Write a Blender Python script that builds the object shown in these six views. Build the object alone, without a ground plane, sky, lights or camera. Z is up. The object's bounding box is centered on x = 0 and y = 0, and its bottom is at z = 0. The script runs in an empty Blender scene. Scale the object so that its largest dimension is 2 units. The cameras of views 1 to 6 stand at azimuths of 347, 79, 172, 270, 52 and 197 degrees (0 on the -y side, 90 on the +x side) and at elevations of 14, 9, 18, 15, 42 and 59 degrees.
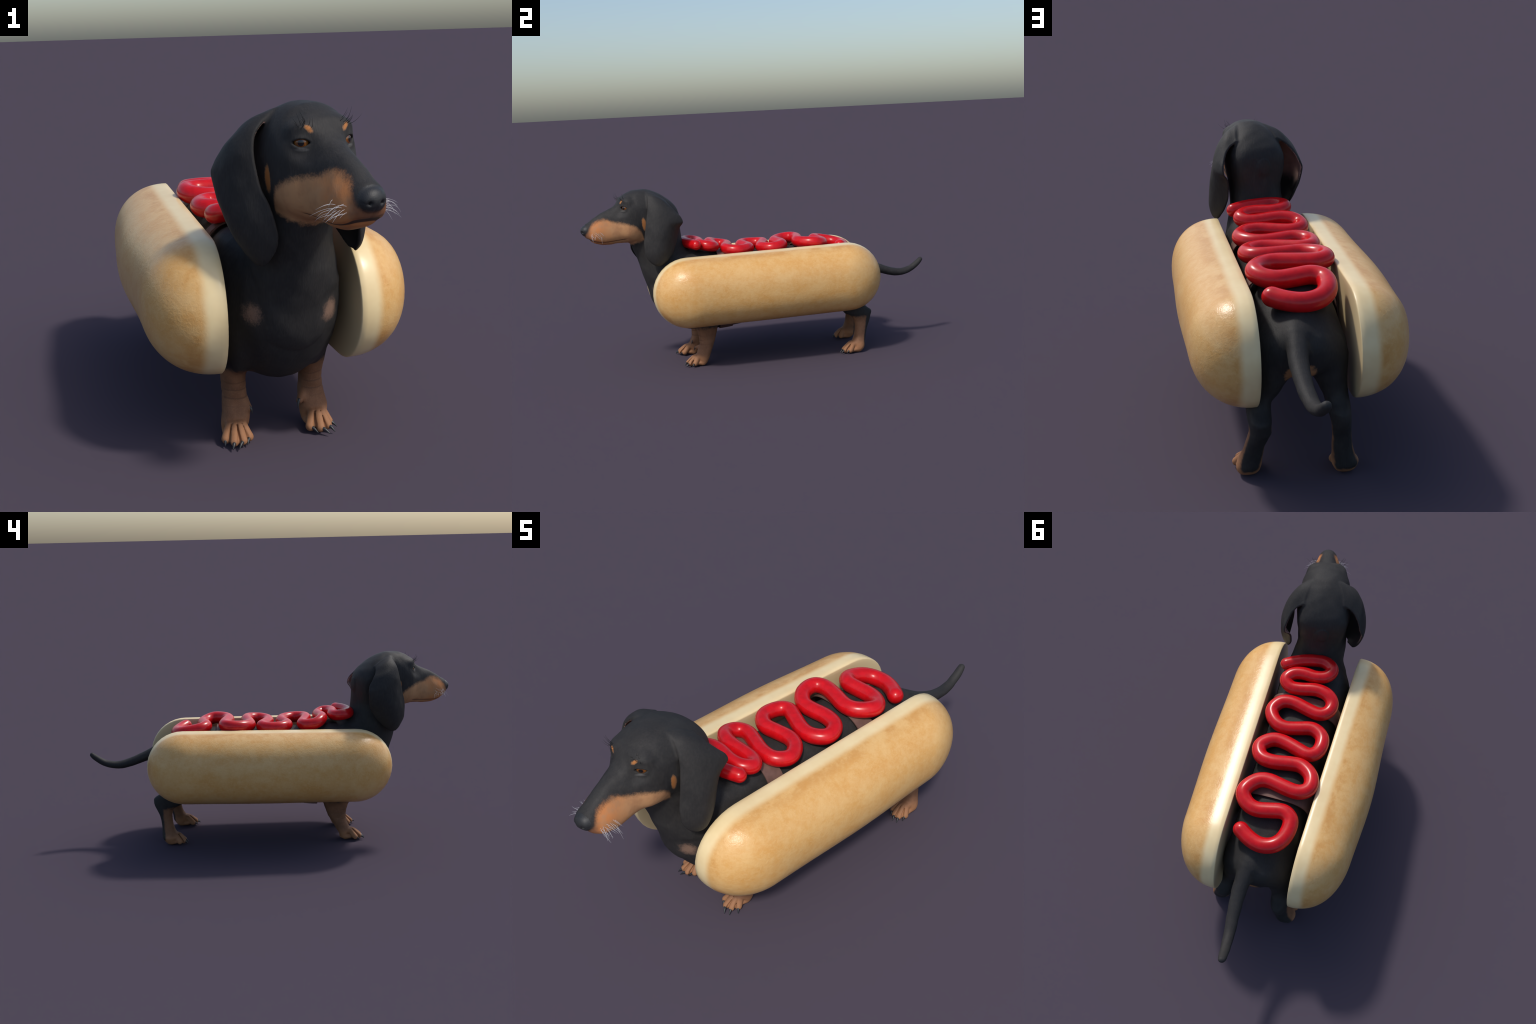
"""A black-and-tan dachshund wearing a hot dog costume: two bread halves, straps and a ketchup squiggle."""
import math
import random
import bpy
import bmesh
import numpy as np
from mathutils import Vector, Matrix
from mathutils.bvhtree import BVHTree

random.seed(7)
rng = np.random.default_rng(7)

# --------------------------------------------------------------------------------------
# frames: world (x to the dog's left, -y forward, z up) and the head, turned 12 degrees
# --------------------------------------------------------------------------------------
YAW = math.radians(12)
HEAD_O = np.array([0.0, -0.5, 0.0])
HEAD_F = np.array([math.sin(YAW), -math.cos(YAW), 0.0])     # out along the muzzle
HEAD_L = np.array([math.cos(YAW), math.sin(YAW), 0.0])      # to the dog's left
UP = np.array([0.0, 0.0, 1.0])


def head(s, t, z):
    return HEAD_O + HEAD_F * s + HEAD_L * t + UP * z


# --------------------------------------------------------------------------------------
# small numeric tools
# --------------------------------------------------------------------------------------
def pchip(x, y, q):
    """Monotone cubic interpolation of a profile table."""
    x, y = np.asarray(x, float), np.asarray(y, float)
    h = np.diff(x)
    d = np.diff(y) / h
    m = np.zeros_like(y)
    for i in range(1, len(x) - 1):
        if d[i - 1] * d[i] > 0:
            w1, w2 = 2 * h[i] + h[i - 1], h[i] + 2 * h[i - 1]
            m[i] = (w1 + w2) / (w1 / d[i - 1] + w2 / d[i])
    m[0], m[-1] = d[0], d[-1]
    q = np.clip(q, x[0], x[-1])
    i = np.clip(np.searchsorted(x, q) - 1, 0, len(h) - 1)
    t = (q - x[i]) / h[i]
    return ((1 + 2 * t) * (1 - t) ** 2 * y[i] + t * (1 - t) ** 2 * h[i] * m[i]
            + t * t * (3 - 2 * t) * y[i + 1] + t * t * (t - 1) * h[i] * m[i + 1])


def catmull(points, per):
    p = np.asarray(points, float)
    p = np.vstack([2 * p[0] - p[1], p, 2 * p[-1] - p[-2]])
    out = []
    for i in range(1, len(p) - 2):
        for t in np.arange(per) / per:
            a, b, c, d = p[i - 1], p[i], p[i + 1], p[i + 2]
            out.append(0.5 * (2 * b + (c - a) * t + (2 * a - 5 * b + 4 * c - d) * t * t + (3 * b - a - 3 * c + d) * t ** 3))
    out.append(p[-2])
    return np.array(out)


def smin(a, b, k):
    if k <= 0:
        return np.minimum(a, b)
    h = np.maximum(k - np.abs(a - b), 0) / k
    return np.minimum(a, b) - h * h * k * 0.25


def smax(a, b, k):
    return -smin(-a, -b, k)


# --------------------------------------------------------------------------------------
# implicit body shapes: each has .box (low, high) and .f(points) -> about signed distance
# --------------------------------------------------------------------------------------
class Profile:
    """A body part described by stations along an axis; each station gives the centre line,
    the half width and how far the outline reaches to either side of the cross axis."""

    def __init__(self, origin, along, side, cross, rows, power=2.0, taper=None, keel=0.0, roof=None):
        self.o, self.a, self.b, self.c = (np.asarray(v, float) for v in (origin, along, side, cross))
        self.t = np.array(rows, float).T      # station, side centre, half width, cross low, cross centre, cross high
        self.power, self.taper, self.keel, self.roof = power, taper, keel, roof
        corners = []
        for s in (self.t[0].min(), self.t[0].max()):
            for w in ((self.t[1] - self.t[2]).min(), (self.t[1] + self.t[2]).max()):
                for c in (self.t[3].min(), self.t[5].max()):
                    corners.append(self.o + self.a * s + self.b * w + self.c * c)
        self.box = np.min(corners, 0), np.max(corners, 0)

    def f(self, p):
        d = p - self.o
        s, b, c = d @ self.a, d @ self.b, d @ self.c
        st = self.t[0]
        bc, hw, lo, mid, hi = (pchip(st, self.t[i], s) for i in range(1, 6))
        up = c > mid
        h = np.maximum(np.where(up, hi - mid, mid - lo), 1e-4)
        v = (c - mid) / h
        if self.taper is not None:
            k = np.interp(s, self.taper[0], self.taper[1])
            hw = hw * (1 - k * np.clip(v, -1, 1))
        if self.keel:
            hw = hw * (1 - self.keel * np.clip(-v, 0, 1) ** 1.5)
        hw = np.maximum(hw, 1e-4)
        u = (b - bc) / hw
        n = self.power
        if self.roof is not None:          # how square the upper half is, along the axis
            n = np.where(up, np.interp(s, self.roof[0], self.roof[1]), n)
        q = (np.abs(u) ** n + np.abs(v) ** n) ** (1 / n) + 1e-6
        uu, vv = np.abs(u) / q, np.abs(v) / q
        grad = np.sqrt((uu ** (n - 1) / hw) ** 2 + (vv ** (n - 1) / h) ** 2) + 1e-6
        f = (q - 1) / grad
        over = np.maximum(np.maximum(st[0] - s, s - st[-1]), 0)
        return np.where(over > 0, np.sqrt(np.maximum(f, 0) ** 2 + over ** 2), f)


class Ellipsoid:
    def __init__(self, centre, radii, axes=None):
        self.c, self.r = np.asarray(centre, float), np.asarray(radii, float)
        self.m = np.eye(3) if axes is None else np.array(axes, float)    # rows are the axes
        e = self.r.max()
        self.box = self.c - e, self.c + e

    def f(self, p):
        d = (p - self.c) @ self.m.T
        k0 = np.linalg.norm(d / self.r, axis=1) + 1e-9
        k1 = np.linalg.norm(d / self.r ** 2, axis=1) + 1e-9
        return k0 * (k0 - 1) / k1


class Limb:
    """A chain of round cones along a spine of (point, radius)."""

    def __init__(self, points, radii, wide=1.0):
        self.p, self.r = np.asarray(points, float), np.asarray(radii, float)
        self.box = (self.p - self.r[:, None] * wide).min(0), (self.p + self.r[:, None] * wide).max(0)
        self.wide = np.array([1.0 / wide, 1.0, 1.0])
        self.p = self.p * self.wide

    def f(self, q):
        q = q * self.wide
        out = np.full(len(q), 9.0)
        for a, b, ra, rb in zip(self.p[:-1], self.p[1:], self.r[:-1], self.r[1:]):
            ab = b - a
            t = np.clip(((q - a) @ ab) / (ab @ ab), 0, 1)
            out = np.minimum(out, np.linalg.norm(q - a - t[:, None] * ab, axis=1) - (ra + (rb - ra) * t))
        return out


class Sheet:
    """A curved flap of some thickness round a mid surface (an ear)."""

    def __init__(self, grid, half):
        n, m, _ = grid.shape
        self.grid, self.half = grid, half
        v = [Vector(x) for x in grid.reshape(-1, 3)]
        faces = [(i * m + j, i * m + j + 1, (i + 1) * m + j + 1, (i + 1) * m + j) for i in range(n - 1) for j in range(m - 1)]
        self.tree = BVHTree.FromPolygons(v, faces)
        self.box = grid.reshape(-1, 3).min(0) - half, grid.reshape(-1, 3).max(0) + half

    def f(self, p):
        out = np.full(len(p), 9.0)
        near = self.tree.find_nearest
        for i, x in enumerate(p):
            hit = near(x, 0.05)
            if hit[3] is not None:
                out[i] = hit[3] - self.half
        return out


X, Y, Z = np.eye(3)

torso = Profile((0, 0, 0), Y, X, Z, [
    # y, centre x, half width, low z, mid z, high z
    (-0.605, 0.02, 0.04, 0.39, 0.43, 0.47), (-0.595, 0.02, 0.085, 0.34, 0.43, 0.52), (-0.578, 0.02, 0.115, 0.295, 0.43, 0.56), (-0.55, 0.02, 0.142, 0.255, 0.44, 0.592), (-0.50, 0.016, 0.157, 0.214, 0.44, 0.610),
    (-0.42, 0.005, 0.164, 0.184, 0.46, 0.638), (-0.35, 0.0, 0.166, 0.174, 0.47, 0.643), (-0.25, 0, 0.160, 0.176, 0.47, 0.625),
    (-0.10, 0, 0.152, 0.194, 0.46, 0.612), (0.10, 0, 0.148, 0.226, 0.46, 0.615), (0.22, 0, 0.147, 0.258, 0.46, 0.619), (0.30, 0, 0.147, 0.275, 0.46, 0.617), (0.37, 0, 0.147, 0.297, 0.45, 0.606),
    (0.43, 0, 0.146, 0.318, 0.45, 0.592), (0.50, 0, 0.144, 0.345, 0.44, 0.571), (0.56, 0, 0.130, 0.362, 0.45, 0.546),
    (0.595, 0, 0.100, 0.378, 0.455, 0.525), (0.615, 0, 0.062, 0.395, 0.46, 0.50), (0.625, 0, 0.02, 0.44, 0.465, 0.485)], power=2.1, keel=0.16, roof=((-0.55, -0.42, -0.1, 0.40, 0.55), (1.95, 3.1, 3.0, 2.7, 2.1)))

breast = Ellipsoid((0.02, -0.545, 0.435), (0.120, 0.099, 0.130))

neck = Profile((0, 0, 0), Z, X, Y, [
    # z, centre x, half width, throat y, mid y, nape y
    (0.33, 0.02, 0.03, -0.52, -0.48, -0.44), (0.37, 0.02, 0.070, -0.562, -0.49, -0.43), (0.41, 0.022, 0.096, -0.606, -0.50, -0.42), (0.45, 0.025, 0.112, -0.642, -0.52, -0.41), (0.48, 0.027, 0.120, -0.660, -0.53, -0.41), (0.51, 0.029, 0.129, -0.670, -0.54, -0.39), (0.56, 0.028, 0.124, -0.684, -0.55, -0.37),
    (0.60, 0.024, 0.120, -0.693, -0.56, -0.36), (0.64, 0.019, 0.116, -0.706, -0.57, -0.395), (0.68, 0.018, 0.113, -0.722, -0.58, -0.428),
    (0.72, 0.02, 0.113, -0.731, -0.585, -0.444), (0.78, 0.022, 0.113, -0.73, -0.59, -0.448), (0.84, 0.023, 0.114, -0.725, -0.60, -0.452),
    (0.88, 0.024, 0.107, -0.71, -0.60, -0.468), (0.91, 0.027, 0.088, -0.69, -0.60, -0.505), (0.935, 0.03, 0.05, -0.66, -0.61, -0.555), (0.945, 0.03, 0.012, -0.63, -0.61, -0.59)], keel=0.17)

skull = Profile(HEAD_O, HEAD_F, HEAD_L, Z, [
    # s, centre t, half width, low z, mid z, high z
    (-0.040, 0, 0.02, 0.82, 0.85, 0.875), (-0.032, 0, 0.06, 0.785, 0.85, 0.895), (-0.018, 0, 0.09, 0.75, 0.855, 0.917),
    (0.0, 0, 0.104, 0.735, 0.86, 0.935), (0.033, 0, 0.111, 0.73, 0.87, 0.962), (0.07, 0, 0.114, 0.725, 0.875, 0.986),
    (0.11, 0, 0.116, 0.72, 0.88, 1.003), (0.15, 0, 0.116, 0.72, 0.88, 1.011), (0.20, 0, 0.1125, 0.722, 0.885, 1.009),
    (0.24, 0, 0.105, 0.721, 0.885, 0.996), (0.26, 0, 0.097, 0.721, 0.88, 0.985), (0.275, 0, 0.088, 0.721, 0.87, 0.976), (0.29, 0, 0.079, 0.719, 0.855, 0.958), (0.305, 0, 0.073, 0.719, 0.84, 0.940),
    (0.325, 0, 0.067, 0.719, 0.82, 0.925), (0.35, 0, 0.062, 0.716, 0.80, 0.914), (0.385, 0, 0.057, 0.717, 0.79, 0.899),
    (0.42, 0, 0.054, 0.725, 0.785, 0.881), (0.445, 0, 0.050, 0.736, 0.785, 0.866), (0.465, 0, 0.044, 0.757, 0.79, 0.852),
    (0.48, 0, 0.034, 0.768, 0.795, 0.838), (0.488, 0, 0.02, 0.785, 0.80, 0.82)],
    power=2.25, taper=((-0.05, 0.2, 0.30, 0.48), (0.0, 0.03, 0.12, 0.15)))

nose = Ellipsoid(head(0.477, 0, 0.812), (0.033, 0.0345, 0.0265), (HEAD_F * 0.94 + UP * -0.34, HEAD_L, HEAD_F * 0.34 + UP * 0.94))

brows = [Ellipsoid(head(0.252, sg * 0.050, 0.947), (0.034, 0.036, 0.026), (HEAD_F, HEAD_L, UP)) for sg in (1, -1)]
cheeks = [Ellipsoid(head(0.215, sg * 0.058, 0.80), (0.07, 0.036, 0.055), (HEAD_F, HEAD_L, UP)) for sg in (1, -1)]
flews = [Ellipsoid(head(0.395, sg * 0.026, 0.785), (0.075, 0.030, 0.040), (HEAD_F, HEAD_L, UP)) for sg in (1, -1)]

EYE_R = 0.0215
eye_spots = []
for sg in (1, -1):
    gaze = HEAD_F * 0.84 + HEAD_L * sg * 0.54
    gaze /= np.linalg.norm(gaze)
    eye_spots.append((head(0.261, sg * 0.057, 0.920), gaze, np.cross(UP, gaze)))


def eye_opening(p, centre, gaze, flat):
    """An almond cut through the lids, in front of the eyeball's middle."""
    d = p - centre
    a, b, c = d @ flat, d @ UP, d @ gaze
    b = b - 0.0008
    almond = np.where(b > 0, np.abs(b) * 1.25, np.abs(b)) + 0.0112 * (a / 0.0222) ** 2 - 0.0106
    return np.maximum(almond * 0.8, 0.002 - c)


# --- ears: rows down the flap: z, front edge (s, t), crown (s, t), back edge (s, t) ---
def ear_grid(sg):
    # rows from the root down: front edge, crown of the fold, back edge, each (s, |t|, z);
    # the root is the same on both sides, the hanging flap is not
    root = [(0.136, 0.066, 0.986, 0.095, 0.082, 0.972, 0.050, 0.092, 0.945), (0.141, 0.088, 0.978, 0.095, 0.115, 0.963, 0.044, 0.120, 0.928)]
    left = [
        (0.146, 0.108, 0.957, 0.094, 0.141, 0.940, 0.034, 0.140, 0.910), (0.152, 0.124, 0.925, 0.090, 0.161, 0.910, 0.014, 0.158, 0.882),
        (0.163, 0.134, 0.880, 0.088, 0.177, 0.870, -0.010, 0.172, 0.850), (0.172, 0.140, 0.838, 0.086, 0.186, 0.835, -0.017, 0.173, 0.826),
        (0.180, 0.143, 0.800, 0.090, 0.190, 0.800, -0.004, 0.155, 0.797), (0.187, 0.144, 0.760, 0.100, 0.193, 0.760, 0.008, 0.147, 0.760),
        (0.193, 0.146, 0.720, 0.110, 0.195, 0.720, 0.018, 0.147, 0.720), (0.193, 0.149, 0.680, 0.120, 0.196, 0.680, 0.033, 0.152, 0.682),
        (0.184, 0.155, 0.645, 0.125, 0.193, 0.645, 0.054, 0.161, 0.648), (0.163, 0.162, 0.616, 0.126, 0.185, 0.616, 0.085, 0.168, 0.620),
        (0.142, 0.168, 0.602, 0.124, 0.174, 0.602, 0.108, 0.170, 0.605)]
    right = [
        (0.148, 0.116, 0.957, 0.096, 0.143, 0.940, 0.034, 0.140, 0.910), (0.154, 0.138, 0.925, 0.092, 0.166, 0.910, 0.012, 0.160, 0.880),
        (0.163, 0.144, 0.880, 0.090, 0.180, 0.870, -0.009, 0.171, 0.848), (0.174, 0.141, 0.838, 0.090, 0.185, 0.835, -0.013, 0.179, 0.824),
        (0.184, 0.135, 0.800, 0.095, 0.187, 0.800, -0.010, 0.176, 0.795), (0.198, 0.122, 0.760, 0.105, 0.186, 0.760, -0.005, 0.167, 0.758),
        (0.207, 0.111, 0.720, 0.115, 0.180, 0.720, 0.009, 0.155, 0.720), (0.208, 0.104, 0.680, 0.125, 0.169, 0.680, 0.037, 0.147, 0.680),
        (0.197, 0.105, 0.645, 0.135, 0.154, 0.645, 0.069, 0.140, 0.645), (0.174, 0.113, 0.615, 0.142, 0.137, 0.615, 0.106, 0.131, 0.616),
        (0.156, 0.118, 0.600, 0.142, 0.125, 0.600, 0.127, 0.124, 0.601)]
    rows = root + (left if sg > 0 else right)
    r = np.array(rows)
    k = np.arange(len(r))
    q = np.linspace(0, len(r) - 1, 48)
    cols = np.stack([pchip(k, r[:, i], q) for i in range(9)], 1).reshape(-1, 3, 3)
    grid = []
    for f, m, b in cols:
        c = 2 * m - 0.5 * (f + b)          # conic through the crown of the fold
        row = []
        for u in np.linspace(0, 1, 19):
            w = (1 - u) ** 2 * f + 2 * u * (1 - u) * c + u * u * b
            row.append(head(w[0], sg * w[1], w[2]))
        grid.append(row)
    return np.array(grid)


ears = [Sheet(ear_grid(1), 0.0050), Sheet(ear_grid(-1), 0.0050)]

# --- legs: z, centre x, half width, low y, mid y, high y ---
def leg(rows):
    rows = [(z, x, w, yf, 0.5 * (yf + yb), yb) for z, x, w, yf, yb in rows]
    return Profile((0, 0, 0), Z, X, Y, rows[::-1], power=2.2)


fore_right = leg([
    (0.36, -0.106, 0.052, -0.50, -0.25), (0.26, -0.107, 0.046, -0.445, -0.265), (0.21, -0.111, 0.042, -0.423, -0.283), (0.186, -0.111, 0.038, -0.416, -0.291),
    (0.157, -0.110, 0.037, -0.409, -0.300), (0.13, -0.110, 0.037, -0.408, -0.311), (0.104, -0.109, 0.040, -0.411, -0.330),
    (0.08, -0.110, 0.042, -0.421, -0.342), (0.06, -0.113, 0.043, -0.428, -0.352), (0.04, -0.116, 0.042, -0.422, -0.364), (0.02, -0.118, 0.037, -0.410, -0.374),
    (0.004, -0.119, 0.030, -0.412, -0.392)])
fore_left = leg([
    (0.36, 0.136, 0.050, -0.49, -0.25), (0.26, 0.142, 0.044, -0.428, -0.268), (0.21, 0.140, 0.040, -0.405, -0.283), (0.18, 0.137, 0.036, -0.396, -0.290),
    (0.15, 0.135, 0.035, -0.391, -0.298), (0.125, 0.134, 0.037, -0.391, -0.306), (0.10, 0.133, 0.040, -0.396, -0.315), (0.08, 0.134, 0.042, -0.405, -0.324),
    (0.06, 0.136, 0.044, -0.410, -0.332), (0.04, 0.137, 0.043, -0.404, -0.340), (0.02, 0.137, 0.038, -0.392, -0.350), (0.004, 0.137, 0.030, -0.392, -0.365)])
hind_right = leg([
    (0.42, -0.095, 0.055, 0.42, 0.58), (0.36, -0.097, 0.054, 0.415, 0.585), (0.30, -0.107, 0.047, 0.425, 0.592), (0.278, -0.112, 0.042, 0.435, 0.608), (0.262, -0.114, 0.040, 0.445, 0.634), (0.249, -0.115, 0.039, 0.455, 0.645),
    (0.235, -0.117, 0.038, 0.470, 0.645), (0.222, -0.119, 0.036, 0.488, 0.642), (0.208, -0.120, 0.034, 0.518, 0.637), (0.19, -0.121, 0.032, 0.541, 0.629),
    (0.155, -0.123, 0.032, 0.547, 0.614), (0.114, -0.125, 0.035, 0.544, 0.607), (0.088, -0.128, 0.037, 0.537, 0.605), (0.063, -0.132, 0.041, 0.525, 0.605),
    (0.04, -0.138, 0.047, 0.518, 0.603), (0.02, -0.138, 0.040, 0.53, 0.594), (0.004, -0.138, 0.030, 0.54, 0.578)])
hind_left = leg([
    (0.42, 0.092, 0.056, 0.42, 0.58), (0.36, 0.102, 0.056, 0.40, 0.575), (0.30, 0.130, 0.046, 0.41, 0.575), (0.265, 0.146, 0.043, 0.428, 0.585), (0.245, 0.149, 0.042, 0.444, 0.606), (0.234, 0.149, 0.041, 0.455, 0.620),
    (0.222, 0.149, 0.041, 0.465, 0.625), (0.205, 0.149, 0.038, 0.500, 0.620), (0.18, 0.149, 0.038, 0.515, 0.612), (0.158, 0.156, 0.036, 0.520, 0.602),
    (0.12, 0.168, 0.034, 0.516, 0.585), (0.09, 0.175, 0.037, 0.508, 0.576), (0.07, 0.180, 0.040, 0.498, 0.571), (0.04, 0.186, 0.043, 0.492, 0.567),
    (0.02, 0.189, 0.040, 0.498, 0.557), (0.004, 0.189, 0.030, 0.505, 0.543)])
thighs = [Ellipsoid((0.104, 0.505, 0.385), (0.046, 0.090, 0.10)), Ellipsoid((-0.102, 0.505, 0.385), (0.046, 0.090, 0.10))]
shoulders = [Ellipsoid((0.122, -0.40, 0.36), (0.044, 0.10, 0.15)), Ellipsoid((-0.112, -0.41, 0.36), (0.044, 0.10, 0.15))]

# --- toes: foot centre and four tips (with claws) per paw ---
PAWS = {
    "fore_right": ((-0.119, -0.405, 0.052), [(-0.159, -0.458), (-0.137, -0.483), (-0.111, -0.483), (-0.088, -0.462)], [(-0.164, -0.476), (-0.147, -0.506), (-0.129, -0.508), (-0.100, -0.487)]),
    "fore_left": ((0.137, -0.388, 0.052), [(0.104, -0.446), (0.133, -0.463), (0.158, -0.453), (0.171, -0.428)], [(0.123, -0.470), (0.155, -0.487), (0.174, -0.476), (0.190, -0.443)]),
    "hind_right": ((-0.134, 0.545, 0.052), [(-0.173, 0.506), (-0.153, 0.486), (-0.128, 0.484), (-0.105, 0.505)], [(-0.177, 0.496), (-0.162, 0.467), (-0.142, 0.462), (-0.118, 0.481)]),
    "hind_left": ((0.184, 0.515, 0.052), [(0.165, 0.452), (0.191, 0.438), (0.214, 0.441), (0.228, 0.467)], [(0.178, 0.428), (0.206, 0.413), (0.226, 0.417), (0.235, 0.446)]),
}
toes = {}
for paw, (mid, tips, claws) in PAWS.items():
    toes[paw] = []
    m = np.array(mid)
    for tip in tips:
        back = m[:2] - np.array(tip)
        t = np.array([*(np.array(tip) + back / np.linalg.norm(back) * 0.004), 0.0185])
        k = m * 0.5 + np.array([tip[0], tip[1], 0.05]) * 0.5
        k[2] = 0.0455
        b = m + (np.array([tip[0], tip[1], 0]) - m) * np.array([0.45, 0.05, 0])
        toes[paw].append(Limb([b, k, t], [0.0165, 0.0155, 0.0148]))
clefts = {}
for paw, limbs in toes.items():
    clefts[paw] = []
    for u, w in zip(limbs[:-1], limbs[1:]):
        mid = 0.5 * (u.p + w.p)
        away = mid[2] - mid[1]
        clefts[paw].append(Limb([mid[1] + UP * 0.0105 + away * 0.12, mid[2] + UP * 0.010 + away * 0.15, mid[2] + away * 0.55], [0.0034, 0.0046, 0.0046]))
dew_toes = {"fore_right": Limb([(-0.088, -0.385, 0.098), (-0.076, -0.405, 0.086)], [0.014, 0.010]),
            "fore_left": Limb([(0.104, -0.372, 0.098), (0.084, -0.402, 0.088)], [0.016, 0.010])}
heel_pads = {"fore_right": Ellipsoid((-0.122, -0.412, 0.017), (0.036, 0.040, 0.018)), "fore_left": Ellipsoid((0.135, -0.394, 0.017), (0.036, 0.040, 0.018)),
             "hind_right": Ellipsoid((-0.137, 0.535, 0.017), (0.036, 0.040, 0.018)), "hind_left": Ellipsoid((0.192, 0.497, 0.017), (0.036, 0.040, 0.018))}

tail_line = catmull([(0.0, 0.50, 0.535), (0.022, 0.58, 0.515), (0.033, 0.66, 0.474), (0.033, 0.725, 0.447), (0.029, 0.79, 0.424), (0.022, 0.85, 0.414),
                     (0.018, 0.90, 0.422), (0.013, 0.94, 0.440), (0.009, 0.975, 0.466), (0.007, 0.987, 0.478)], 4)
tail_r = np.interp(np.linspace(0, 1, len(tail_line)), [0, 0.12, 0.3, 0.42, 0.6, 0.8, 1], [0.042, 0.033, 0.0265, 0.0240, 0.0205, 0.0175, 0.0140])
tail = Limb(tail_line, tail_r, 1.15)

# --------------------------------------------------------------------------------------
# the whole body as one blended field
# --------------------------------------------------------------------------------------
BIG = 0.5


def boxed(shape, p, pad):
    lo, hi = shape.box
    m = np.all((p > lo - pad) & (p < hi + pad), axis=1)
    out = np.full(len(p), BIG)
    if m.any():
        out[m] = np.minimum(shape.f(p[m]), BIG)
    return out


def body_field(p, want_parts=False):
    P = 0.10
    core = smin(boxed(torso, p, P), boxed(neck, p, P), 0.045)
    core = smin(core, boxed(breast, p, P), 0.035)
    for e in thighs:
        core = smin(core, boxed(e, p, P), 0.05)
    for e in shoulders:
        core = smin(core, boxed(e, p, P), 0.06)
    hd = boxed(skull, p, P)
    for e in cheeks + flews:
        hd = smin(hd, boxed(e, p, P), 0.03)
    for e in brows:
        hd = smin(hd, boxed(e, p, P), 0.022)
    nearhead = np.linalg.norm(p - head(0.28, 0, 0.92), axis=1) < 0.16
    if nearhead.any():
        q, h = p[nearhead], hd[nearhead]
        for c, gaze, flat in eye_spots:
            ball = np.linalg.norm(q - c, axis=1)
            h = smax(h, 0.040 - np.linalg.norm(q - c - gaze * 0.057, axis=1), 0.022)      # the hollow of the orbit
            h = smin(h, ball - (EYE_R + 0.0036), 0.016)
            h = smax(h, -eye_opening(q, c, gaze, flat), 0.004)
        hd[nearhead] = h
    ns = boxed(nose, p, P)
    mz = np.linalg.norm(p - head(0.40, 0, 0.78), axis=1) < 0.16
    if mz.any():
        q = p[mz]
        d = q - HEAD_O
        s, t, z = d @ HEAD_F, d @ HEAD_L, q[:, 2]
        line = np.interp(s, [0.25, 0.285, 0.34, 0.40, 0.44, 0.47, 0.50], [0.752, 0.747, 0.742, 0.741, 0.748, 0.760, 0.768])
        fade = np.clip((s - 0.262) / 0.03, 0, 1)
        h = hd[mz]
        # the lower jaw sits a little inside the lips, with a groove for the mouth
        h = h + fade * 0.004 * np.clip((line - z) / 0.004, 0, 1)
        h = h + fade * 0.0045 * np.exp(-((z - line) / 0.0032) ** 2)
        # cleft under the nose
        h = h + 0.003 * np.exp(-(t / 0.003) ** 2) * np.clip((s - 0.45) / 0.02, 0, 1) * np.clip((0.80 - z) / 0.01, 0, 1) * np.clip((z - 0.758) / 0.006, 0, 1)
        n = ns[mz]
        for sg in (1, -1):
            hole = Ellipsoid(head(0.503, sg * 0.0165, 0.802), (0.012, 0.0065, 0.0065), (HEAD_F * 0.8 + HEAD_L * sg * 0.3 - UP * 0.5, HEAD_L, UP))
            n = smax(n, -hole.f(q), 0.004)
            slit = Limb([head(0.503, sg * 0.020, 0.800), head(0.490, sg * 0.036, 0.806), head(0.478, sg * 0.042, 0.814)], [0.0040, 0.0034, 0.0022])
            n = smax(n, -slit.f(q), 0.003)
        hd[mz], ns[mz] = h, n
    hd2 = smin(hd, ns, 0.024)
    body = smin(core, hd2, 0.032)
    ear_d = [boxed(e, p, 0.02) for e in ears]
    for e in ear_d:
        body = smin(body, e, 0.016)
    legs = {}
    for name, shape in (("fore_right", fore_right), ("fore_left", fore_left), ("hind_right", hind_right), ("hind_left", hind_left)):
        f = smin(boxed(shape, p, P), boxed(heel_pads[name], p, 0.03), 0.012)
        tw = np.full(len(p), BIG)
        for t in toes[name]:
            tw = smin(tw, boxed(t, p, 0.03), 0.0012)
        f = smin(f, tw, 0.006)
        for t in clefts[name]:
            f = smax(f, -boxed(t, p, 0.02), 0.006)
        if name[0] == "f":
            for zc, deep in ((0.168, 0.0012), (0.147, 0.0018), (0.122, 0.0016)):
                f = f + deep * np.exp(-((p[:, 2] - zc + 0.10 * (p[:, 0] - shape.t[1].mean())) / 0.0035) ** 2)
        if name in dew_toes:
            f = smin(f, boxed(dew_toes[name], p, 0.03), 0.012)
        legs[name] = f
        body = smin(body, f, 0.016 if name[0] == "f" else 0.024)
    tl = boxed(tail, p, P)
    body = smin(body, tl, 0.03)
    x, y, z = p.T
    body = body + 0.0011 * np.sin(61 * x + 23 * z + 1.7 * np.sin(31 * y)) * np.sin(53 * y - 17 * x) * np.sin(47 * z + 19 * y + 1.3)
    # soles stand on the ground
    body = smax(body, 0.0006 - p[:, 2], 0.006)
    if want_parts:
        return body, {"torso": boxed(torso, p, P), "neck": boxed(neck, p, P), "head": hd, "nose": ns, "ear_l": ear_d[0], "ear_r": ear_d[1], "tail": tl, **legs}
    return body


# --------------------------------------------------------------------------------------
# polygonise: sparse evaluation on an uneven grid, surface nets, then snap to the field
# --------------------------------------------------------------------------------------
def axis(spans):
    out = [spans[0][0]]
    for a, b, h in spans:
        n = max(1, int(round((b - a) / h)))
        out += list(a + (b - a) * (np.arange(n) + 1) / n)
    return np.array(out)


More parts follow.
